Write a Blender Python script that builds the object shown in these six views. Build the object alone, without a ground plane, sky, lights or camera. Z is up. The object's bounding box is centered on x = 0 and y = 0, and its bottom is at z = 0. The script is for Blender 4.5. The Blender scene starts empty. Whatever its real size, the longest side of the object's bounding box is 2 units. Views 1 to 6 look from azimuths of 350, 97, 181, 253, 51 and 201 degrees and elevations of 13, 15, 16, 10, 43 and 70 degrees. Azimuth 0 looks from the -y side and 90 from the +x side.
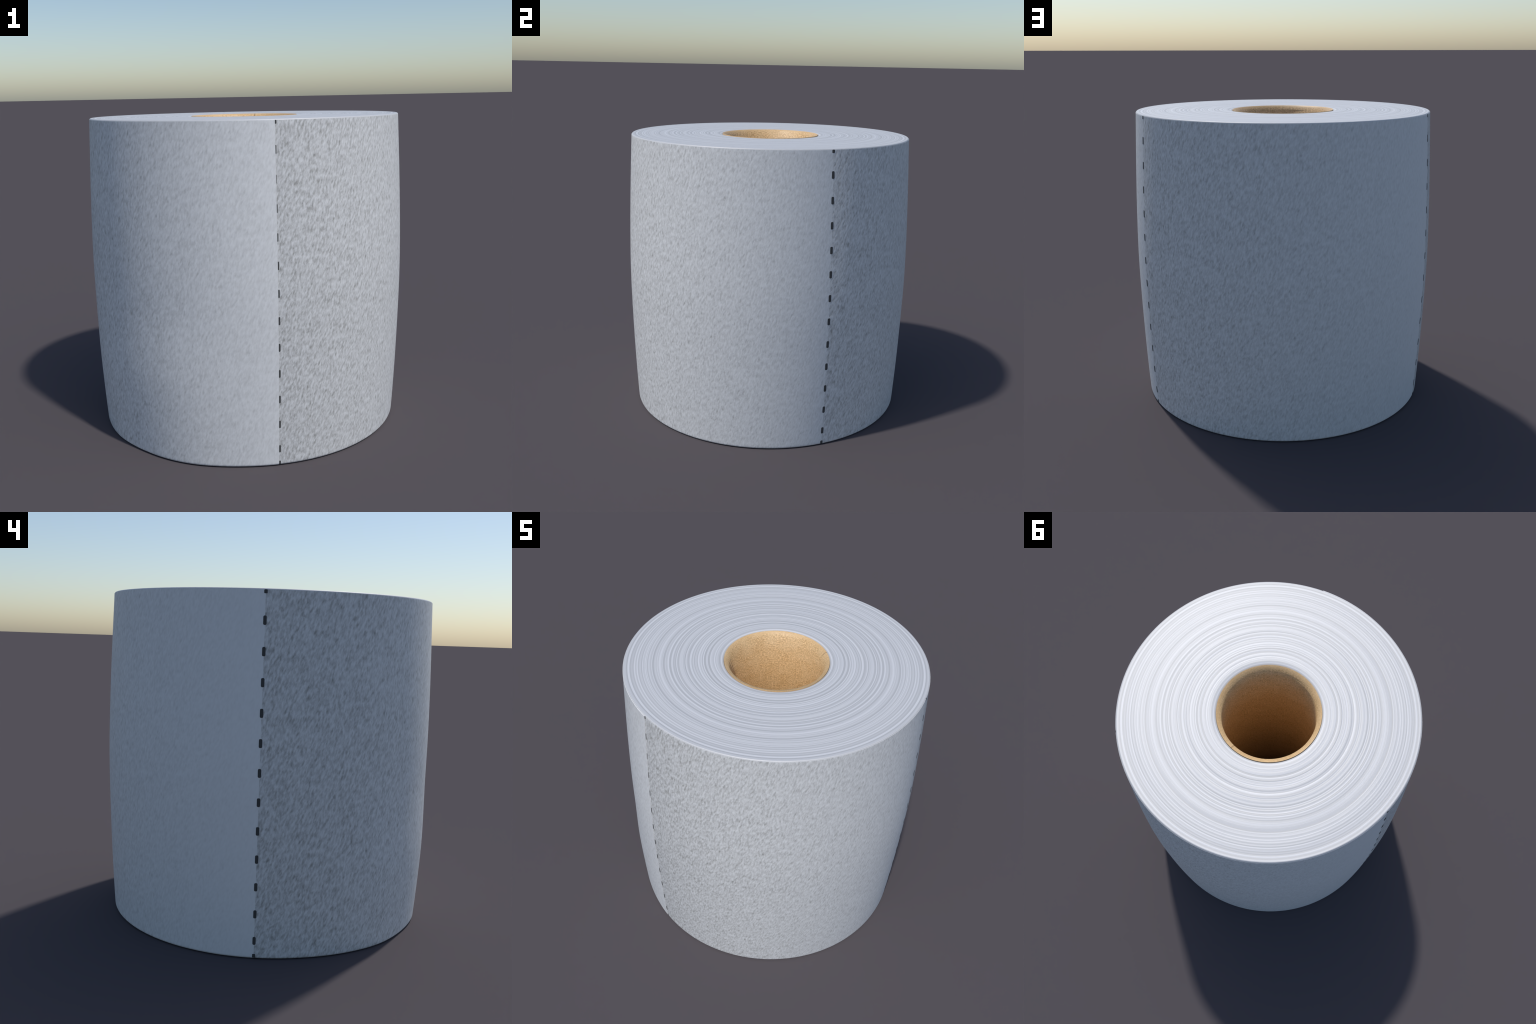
"""A standing roll of white toilet paper on a cardboard tube.

The wound paper is a lathed body (ridged end faces, softly rounded rims).
Three embossed sheets wrap its side; the last one ends in a straight loose
edge at the front.  Rows of perforation slits divide the sheets.
"""
import math
import random
import bpy
import numpy as np

random.seed(11)
RNG = np.random.default_rng(11)

# ------------------------------------------------------------------ sizes (m)
HEIGHT = 1.9346           # standing height of the roll
RIM = 0.008               # rounding where the side turns into the end faces
FOOT_RIM = 0.015          # the lower edge is rounded off more
SHEET_THICK = 0.012
BORE = 0.3365             # radius of the hole in the wound paper
TUBE_OUT, TUBE_IN = 0.3350, 0.3050
# side profile: height -> radius; a slight barrel
PROFILE_Z = [0.0, 0.20, 0.483, 0.70, 0.966, 1.25, 1.45, 1.70, HEIGHT]
PROFILE_R = [0.9630, 0.9752, 0.9868, 0.9931, 0.9992, 0.9933, 0.9870, 0.9759, 0.9642]
# azimuth 0 is the front (-y), 90 is +x; where the sheets are divided (degrees)
SHEET_EDGES = [0.0, 119.6, 249.7, 360.0]
# the last sheet stands off the roll a little near the floor
LOOSE_AZ = [249.7, 264.0, 282.0, 295.0, 310.0, 323.0, 332.0, 342.0, 352.0, 360.0]
LOOSE_OUT = [0.0, -0.001, 0.010, 0.021, 0.017, 0.022, 0.019, 0.006, 0.0, -0.001]
LOOSE_Z = [0.0, 0.48, 0.88, HEIGHT]
LOOSE_SHARE = [1.0, 1.0, 0.0, 0.0]
SLIT_PITCH, SLIT_TALL, SLIT_WIDE = 0.1523, 0.0455, 0.0172


def smooth_curve(x, knots_x, knots_y, soft):
    """broken line through the knots, rounded over a window of +-soft"""
    taps = np.linspace(-1, 1, 15)
    weight = 1 - np.abs(taps) * 0.9
    return sum(w * np.interp(x + t * soft, knots_x, knots_y) for t, w in zip(taps, weight)) / weight.sum()


# carry the taper on past both ends so that the rounding does not bend the rims
SLOPE_FOOT = (PROFILE_R[1] - PROFILE_R[0]) / (PROFILE_Z[1] - PROFILE_Z[0])
SLOPE_TOP = (PROFILE_R[-1] - PROFILE_R[-2]) / (PROFILE_Z[-1] - PROFILE_Z[-2])
LONG_Z = [-0.4] + PROFILE_Z + [HEIGHT + 0.4]
LONG_R = [PROFILE_R[0] - 0.4 * SLOPE_FOOT] + PROFILE_R + [PROFILE_R[-1] + 0.4 * SLOPE_TOP]


def side_radius(z):
    return smooth_curve(np.asarray(z, float), LONG_Z, LONG_R, 0.26)


def loose(az_deg, z):
    stand_off = smooth_curve(az_deg, LOOSE_AZ, LOOSE_OUT, 7.0) * smooth_curve(z, LOOSE_Z, LOOSE_SHARE, 0.16)
    return stand_off + np.interp(az_deg, [330.0, 360.0], [0.0, 0.0028])   # the free edge laps over


def polar(r, az_deg, z):
    a = np.radians(az_deg)
    return np.stack(np.broadcast_arrays(r * np.sin(a), -r * np.cos(a), z), -1)


# ------------------------------------------------------------------ mesh tools
def grid_faces(rows, cols, closed, start=0, flip=False):
    i = np.arange(rows - 1)[:, None]
    j = np.arange(cols if closed else cols - 1)[None, :]
    k = (j + 1) % cols
    q = np.stack([i * cols + j, i * cols + k, (i + 1) * cols + k, (i + 1) * cols + j], -1)
    q = q.reshape(-1, 4) + start
    return q[:, ::-1] if flip else q


def make_mesh(name, grids, material, sharp=None):
    """grids: list of (points[rows, cols, 3], closed, flip)."""
    verts, faces, start = [], [], 0
    for pts, closed, flip in grids:
        rows, cols = pts.shape[:2]
        verts.append(pts.reshape(-1, 3))
        faces.append(grid_faces(rows, cols, closed, start, flip))
        start += rows * cols
    v, f = np.concatenate(verts), np.concatenate(faces)
    me = bpy.data.meshes.new(name)
    me.vertices.add(len(v))
    me.vertices.foreach_set("co", v.astype(np.float32).ravel())
    me.loops.add(f.size)
    me.loops.foreach_set("vertex_index", f.astype(np.int32).ravel())
    me.polygons.add(len(f))
    me.polygons.foreach_set("loop_start", np.arange(0, f.size, 4, dtype=np.int32))
    me.update(calc_edges=True)
    me.validate()
    me.polygons.foreach_set("use_smooth", np.ones(len(f), bool))
    me.materials.append(material)
    return me


def add_object(name, mesh, parent):
    ob = bpy.data.objects.new(name, mesh)
    bpy.context.collection.objects.link(ob)
    ob.parent = parent
    return ob


def lathe(profile, steps=288, wobble=None):
    prof = np.asarray(profile, float)
    az = np.arange(steps) * 360.0 / steps
    r = np.repeat(prof[:, :1], steps, 1)
    z = np.repeat(prof[:, 1:], steps, 1)
    if wobble is not None:
        z = z + wobble(r, az[None, :], z)
    return polar(r, az[None, :], z)


# ------------------------------------------------------------------ node tools
class Nodes:
    def __init__(self, name):
        self.mat = bpy.data.materials.new(name)
        self.mat.use_nodes = True
        self.tree = self.mat.node_tree
        self.bsdf = self.tree.nodes["Principled BSDF"]
        self.coord = self.tree.nodes.new("ShaderNodeTexCoord").outputs["Object"]

    def put(self, socket, value):
        if isinstance(value, bpy.types.NodeSocket):
            self.tree.links.new(value, socket)
        elif isinstance(value, tuple):
            socket.default_value = (*value, 1.0) if len(value) == 3 and socket.type == "RGBA" else value
        else:
            socket.default_value = value

    def math(self, op, *args, clamp=False):
        n = self.tree.nodes.new("ShaderNodeMath")
        n.operation, n.use_clamp = op, clamp
        for s, v in zip(n.inputs, args):
            self.put(s, v)
        return n.outputs[0]

    def split(self):
        n = self.tree.nodes.new("ShaderNodeSeparateXYZ")
        self.put(n.inputs[0], self.coord)
        return n.outputs

    def vec(self, x, y, z=0.0):
        n = self.tree.nodes.new("ShaderNodeCombineXYZ")
        for s, v in zip(n.inputs, (x, y, z)):
            self.put(s, v)
        return n.outputs[0]

    def noise(self, vector, scale, detail=2.0, rough=0.5, dims="3D", w=None):
        n = self.tree.nodes.new("ShaderNodeTexNoise")
        n.noise_dimensions = dims
        if dims != "1D":
            self.put(n.inputs["Vector"], vector)
        else:
            self.put(n.inputs["W"], w)
        self.put(n.inputs["Scale"], scale)
        self.put(n.inputs["Detail"], detail)
        self.put(n.inputs["Roughness"], rough)
        return n.outputs["Fac"]

    def span(self, value, a, b, lo=0.0, hi=1.0, smooth=False):
        n = self.tree.nodes.new("ShaderNodeMapRange")
        n.interpolation_type = "SMOOTHSTEP" if smooth else "LINEAR"
        n.clamp = True
        for s, v in zip(n.inputs, (value, a, b, lo, hi)):
            self.put(s, v)
        return n.outputs[0]

    def mix(self, fac, a, b):
        n = self.tree.nodes.new("ShaderNodeMix")
        n.data_type = "RGBA"
        self.put(n.inputs["Factor"], fac)
        self.put(n.inputs[6], a)
        self.put(n.inputs[7], b)
        return n.outputs[2]

    def bump(self, height, strength, distance):
        n = self.tree.nodes.new("ShaderNodeBump")
        self.put(n.inputs["Height"], height)
        self.put(n.inputs["Strength"], strength)
        self.put(n.inputs["Distance"], distance)
        self.put(self.bsdf.inputs["Normal"], n.outputs[0])

    def finish(self, colour, roughness, specular=0.5):
        self.put(self.bsdf.inputs["Base Color"], colour)
        self.put(self.bsdf.inputs["Roughness"], roughness)
        self.put(self.bsdf.inputs["Specular IOR Level"], specular)
        return self.mat

    def azimuth(self):
        x, y, z = self.split()
        a = self.math("ARCTAN2", x, self.math("MULTIPLY", y, -1.0))
        return a, z

    def radius(self):
        x, y, z = self.split()
        return self.math("SQRT", self.math("ADD", self.math("MULTIPLY", x, x), self.math("MULTIPLY", y, y))), z


# ------------------------------------------------------------------ materials
PAPER = (0.815, 0.825, 0.835)
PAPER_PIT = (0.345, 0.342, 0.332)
PAPER_END = (0.69, 0.695, 0.715)
PAPER_END_LINE = (0.44, 0.445, 0.455)


def sheet_material(name, start_deg, span_deg, rough_start, rough_end):
    """Embossed tissue: coarse pits at the torn start, calmer toward the end."""
    n = Nodes(name)
    az, z = n.azimuth()
    along = n.math("FLOORED_MODULO", n.math("SUBTRACT", az, math.radians(start_deg) - 0.002), math.tau)
    share = n.math("DIVIDE", along, math.radians(span_deg))
    arc = n.math("MULTIPLY", along, 0.99)
    # emboss grain runs upright with a slight lean
    lean = n.math("SUBTRACT", arc, n.math("MULTIPLY", z, 0.24))
    grain_at = n.vec(lean, n.math("MULTIPLY", z, 0.40), start_deg * 0.37)
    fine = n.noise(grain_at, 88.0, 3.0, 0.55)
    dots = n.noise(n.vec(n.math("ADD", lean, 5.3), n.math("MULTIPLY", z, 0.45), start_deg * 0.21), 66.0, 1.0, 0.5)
    broad = n.noise(n.vec(lean, n.math("MULTIPLY", z, 0.6), 7.0 + start_deg), 15.0, 2.0)
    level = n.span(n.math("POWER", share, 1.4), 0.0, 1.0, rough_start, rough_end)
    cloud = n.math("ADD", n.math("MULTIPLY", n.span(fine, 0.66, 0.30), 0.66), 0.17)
    pits = n.math("MULTIPLY", n.span(dots, 0.43, 0.24), 0.42)        # sparse darker specks
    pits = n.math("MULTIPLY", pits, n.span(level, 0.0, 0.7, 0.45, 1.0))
    slant = n.math("SUBTRACT", arc, n.math("MULTIPLY", z, 0.55))
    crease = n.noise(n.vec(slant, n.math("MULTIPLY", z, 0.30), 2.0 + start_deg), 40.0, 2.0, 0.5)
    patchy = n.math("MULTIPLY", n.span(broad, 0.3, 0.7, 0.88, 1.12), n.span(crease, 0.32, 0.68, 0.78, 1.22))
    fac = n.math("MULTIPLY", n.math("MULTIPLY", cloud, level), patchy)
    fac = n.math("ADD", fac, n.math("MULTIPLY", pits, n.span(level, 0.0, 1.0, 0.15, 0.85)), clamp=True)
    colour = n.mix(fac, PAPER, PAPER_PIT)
    n.bump(n.math("SUBTRACT", n.math("ADD", fine, n.math("MULTIPLY", crease, -0.8)), pits), n.math("MULTIPLY", level, 0.21), 0.005)
    return n.finish(colour, 0.6, 0.4)


def end_material():
    """Sheet edges seen on the roll's end: fine concentric lines."""
    n = Nodes("paper_edges")
    r, z = n.radius()
    thin = n.noise(None, 78.0, 2.0, 0.62, "1D", r)
    wide = n.noise(None, 24.0, 1.0, 0.5, "1D", n.math("ADD", r, 3.7))
    line = n.span(thin, 0.40, 0.66)               # pale turns stand out between duller ones
    tone = n.math("SUBTRACT", 1.0, n.math("ADD", n.math("MULTIPLY", line, 0.75), n.math("MULTIPLY", n.span(wide, 0.35, 0.65), 0.25)))
    colour = n.mix(tone, PAPER_END, PAPER_END_LINE)
    return n.finish(colour, 0.5, 1.0)


def card_material():
    n = Nodes("cardboard")
    az, z = n.azimuth()
    r, _ = n.radius()
    at = n.vec(n.math("MULTIPLY", az, 0.32), n.math("MULTIPLY", n.math("ADD", z, r), 1.5))
    fibre = n.noise(at, 78.0, 3.0, 0.65)
    cloud = n.noise(at, 11.0, 2.0, 0.5)
    speckle = n.math("MULTIPLY", n.math("SUBTRACT", n.span(fibre, 0.36, 0.67), 0.5), n.span(r, TUBE_IN + 0.004, TUBE_IN + 0.012, 1.0, 0.35))
    colour = n.mix(n.math("ADD", speckle, 0.5), (0.42, 0.255, 0.105), (0.86, 0.585, 0.305))
    colour = n.mix(n.span(cloud, 0.35, 0.7, 0.0, 0.35), colour, (0.80, 0.58, 0.335))
    # butt joint of the cardboard strip, seen on the rim
    joint = n.math("LESS_THAN", n.math("ABSOLUTE", n.math("SUBTRACT", az, math.radians(157.5))), 0.011)
    joint = n.math("MULTIPLY", joint, n.math("GREATER_THAN", r, TUBE_IN + 0.001))
    colour = n.mix(n.math("MULTIPLY", joint, 0.55), colour, (0.22, 0.13, 0.06))
    n.bump(fibre, 0.16, 0.004)
    return n.finish(colour, 0.5, 0.5)


def slit_material():
    n = Nodes("slit_shadow")
    grain = n.noise(n.coord, 220.0, 1.0)
    return n.finish(n.mix(grain, (0.060, 0.061, 0.062), (0.085, 0.086, 0.088)), 0.9, 0.1)


# ------------------------------------------------------------------ build
root = bpy.data.objects.new("toilet_roll", None)
bpy.context.collection.objects.link(root)
root["label"] = "white embossed toilet paper roll standing on a cardboard tube"
root["category"] = "toilet paper"

# ---- wound paper: ridged end faces, rounded rims, plain bore and inner wall
END_R = float(side_radius(HEIGHT))
RING_STEP = 0.0022
ring_r = np.arange(BORE, END_R - RIM, RING_STEP)
ridge = np.zeros_like(ring_r)
for width, height in ((0.005, 0.0003), (0.010, 0.0004), (0.02, 0.0004), (0.05, 0.0004)):
    knots = np.arange(BORE - 0.2, END_R + 0.2, width)
    ridge += height * np.interp(ring_r, knots, RNG.uniform(-1, 1, len(knots)))
fade = np.clip((END_R - RIM - ring_r) / 0.02, 0, 1)
ridge *= fade
FILLET = 0.050            # dip modelled into the flat end to darken a shade halo round the hole
sink = np.clip((BORE + FILLET - ring_r) / FILLET, 0, 1)
end_drop = ridge - 0.0007 * fade - 0.007 * sink ** 3.0
turn = np.linspace(0, math.pi / 2, 7)
FOOT_R = float(side_radius(FOOT_RIM))
rim = [(END_R - RIM + RIM * math.sin(t), -RIM + RIM * math.cos(t)) for t in turn]
foot_rim = [(FOOT_R - 0.008 - FOOT_RIM + FOOT_RIM * math.sin(t), FOOT_RIM - FOOT_RIM * math.cos(t)) for t in turn]

top = [(r, HEIGHT + d) for r, d in zip(ring_r, end_drop)] + [(r, HEIGHT + d) for r, d in rim]
bottom = [(r, -d) for r, d in zip(ring_r, end_drop) if r < FOOT_R - 0.010 - FOOT_RIM] + foot_rim
bore = [(BORE, z) for z in np.linspace(HEIGHT + end_drop[0], -end_drop[0], 24)]
wall_z = np.linspace(HEIGHT - RIM, FOOT_RIM, 60)
wall = [(END_R, HEIGHT - RIM)] + [(float(side_radius(z)) - SHEET_THICK, z) for z in wall_z[1:-1]] + [(FOOT_R - 0.008, FOOT_RIM)]


def wobble(r, az, z):
    """turns are not perfectly even round the roll"""
    a = np.radians(az)
    edge = np.clip((END_R - RIM - r) / 0.05, 0, 1) * np.clip((r - BORE) / 0.06, 0, 1)
    return 0.0003 * edge * np.sin(3 * a + 40 * r) * np.where(z > 1, 1, -1)


paper_end = end_material()
wound = make_mesh("wound_paper", [
    (lathe(top, wobble=wobble), True, True),
    (lathe(bottom, wobble=wobble), True, False),
    (lathe(bore), True, False),
    (lathe(wall), True, True),
], paper_end)
add_object("wound_paper", wound, root)

# ---- three sheets round the side, the last with a loose straight edge
levels = [(1.0, 0.40), (0.85, 0.10), (0.95, 0.32)]
zs = np.concatenate([np.linspace(0.001, FOOT_RIM, 8)[:-1], np.linspace(FOOT_RIM, HEIGHT - RIM + 0.001, 140)])[:, None]
tuck = FOOT_RIM - np.sqrt(np.maximum(FOOT_RIM ** 2 - np.maximum(FOOT_RIM - zs, 0) ** 2, 0))
for i in range(3):
    a0, a1 = SHEET_EDGES[i], SHEET_EDGES[i + 1]
    az = np.linspace(a0, a1, int((a1 - a0) * 2) + 1)[None, :]
    out = side_radius(zs) - tuck + 0.0008 + (loose(az, zs) if i == 2 else 0.0 * az)
    back = np.repeat(side_radius(zs) - tuck - SHEET_THICK, az.shape[1], 1)
    face, rear = polar(out, az, zs), polar(back, az, zs)
    grids = [(face, False, False), (rear, False, True)]
    for k in (0, -1):                        # closing strips along the edges
        grids.append((np.stack([face[:, k], rear[:, k]]), False, k == 0))
        grids.append((np.stack([face[k], rear[k]]), False, k == -1))
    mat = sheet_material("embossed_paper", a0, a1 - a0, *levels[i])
    add_object("paper_sheet", make_mesh("paper_sheet", grids, mat), root)

# ---- cardboard tube with rounded ends
LIP_DROP = 0.028         # the pressed end rounds over into the bore
TUBE_TOP, TUBE_FOOT = HEIGHT - 0.0015, 0.0015
curl = [(TUBE_OUT, 0.0), (TUBE_OUT - 0.008, -0.001), (TUBE_OUT - 0.015, -0.0035), (TUBE_OUT - 0.020, -0.007),
        (TUBE_OUT - 0.024, -0.012), (TUBE_OUT - 0.028, -0.019), (TUBE_IN, -LIP_DROP)]
curl_top = [(r, TUBE_TOP + d) for r, d in curl]
curl_foot = [(r, TUBE_FOOT - d) for r, d in reversed(curl)]
inside = [(TUBE_IN, z) for z in np.linspace(TUBE_TOP - LIP_DROP, TUBE_FOOT + LIP_DROP, 60)][1:-1]
outside = [(TUBE_OUT, z) for z in np.linspace(TUBE_FOOT, TUBE_TOP, 20)]
tube = make_mesh("cardboard_tube", [
    (lathe(curl_top + inside + curl_foot, 192), True, False),
    (lathe(outside, 192), True, False),
], card_material())


def soften_mouth(mesh):
    """shade the tube's thick pressed mouth as one soft curve into the bore"""
    co = np.empty(len(mesh.vertices) * 3, np.float32)
    mesh.vertices.foreach_get("co", co)
    co = co.reshape(-1, 3)
    r = np.hypot(co[:, 0], co[:, 1])
    mid = HEIGHT / 2
    depth = mid - np.abs(co[:, 2] - mid)          # distance below the nearer end
    up = np.where(r > TUBE_IN + 0.0002, np.interp(r, [TUBE_IN, TUBE_OUT], [34.0, 66.0]), np.interp(depth, [0.030, 0.10, 0.45], [34.0, 22.0, 0.0]))
    up = np.radians(up)
    side = np.where(co[:, 2] > mid, 1.0, -1.0)
    inward = -co[:, :2] / r[:, None]
    nrm = np.concatenate([inward * np.cos(up)[:, None], (side * np.sin(up))[:, None]], 1)
    outer = np.arange(len(co)) >= len(co) - 20 * 192
    nrm[outer] = np.concatenate([-inward[outer], np.zeros((outer.sum(), 1))], 1)
    mesh.normals_split_custom_set_from_vertices([tuple(map(float, v)) for v in nrm])


soften_mouth(tube)
add_object("cardboard_tube", tube, root)

# ---- perforation slits: short dark upright dashes along the sheet borders
slit_mat = slit_material()


def slit_mesh(z_mid, tall, az_from, az_to):
    """rounded dash that follows the barrel, half a millimetre proud"""
    rows, cols = 13, 9
    s = np.linspace(-1, 1, rows)
    half = (az_to - az_from) / 2
    corner = 0.30
    inset = np.clip((np.abs(s) - (1 - corner)) / corner, 0, 1)
    width = 1 - 0.55 * (1 - np.sqrt(1 - inset ** 2 * 0.98))
    az = (az_from + half) + half * width[:, None] * np.linspace(-1, 1, cols)[None, :]
    z = z_mid + s[:, None] * tall / 2
    r = side_radius(z) + 0.0 * az + 0.0016 - np.where(z < FOOT_RIM, FOOT_RIM - np.sqrt(np.maximum(FOOT_RIM ** 2 - (FOOT_RIM - z) ** 2, 0)), 0)
    face = polar(r, az, z)
    rear = polar(r - 0.004, az, z)
    grids = [(face, False, False), (rear, False, True)]
    for k in (0, -1):
        grids.append((np.stack([face[:, k], rear[:, k]]), False, k == 0))
        grids.append((np.stack([face[k], rear[k]]), False, k == -1))
    return make_mesh("perforation_slit", grids, slit_mat)


LAP_Z, LAP_SHOWN = [0.0, 0.9, 1.2, 1.5, 1.63, 1.80, 1.93], [0.64, 0.56, 0.42, 0.30, 0.20, 0.34, 0.52]
half_deg = math.degrees(SLIT_WIDE / 2 / 0.985)
for edge in SHEET_EDGES[:3]:
    for i in range(14):
        z_mid, tall = HEIGHT - 0.002 - i * SLIT_PITCH, SLIT_TALL
        if i == 0:
            z_mid, tall = HEIGHT - 0.0155, 0.019
        if i == 13:
            z_mid, tall = 0.0175, 0.023
        start, stop = edge - half_deg, edge + half_deg
        if not edge:                             # half hidden under the lapping free edge
            start, stop = 0.02, float(np.interp(z_mid, LAP_Z, LAP_SHOWN))
        add_object("perforation_slit", slit_mesh(z_mid, tall, start, stop), root)
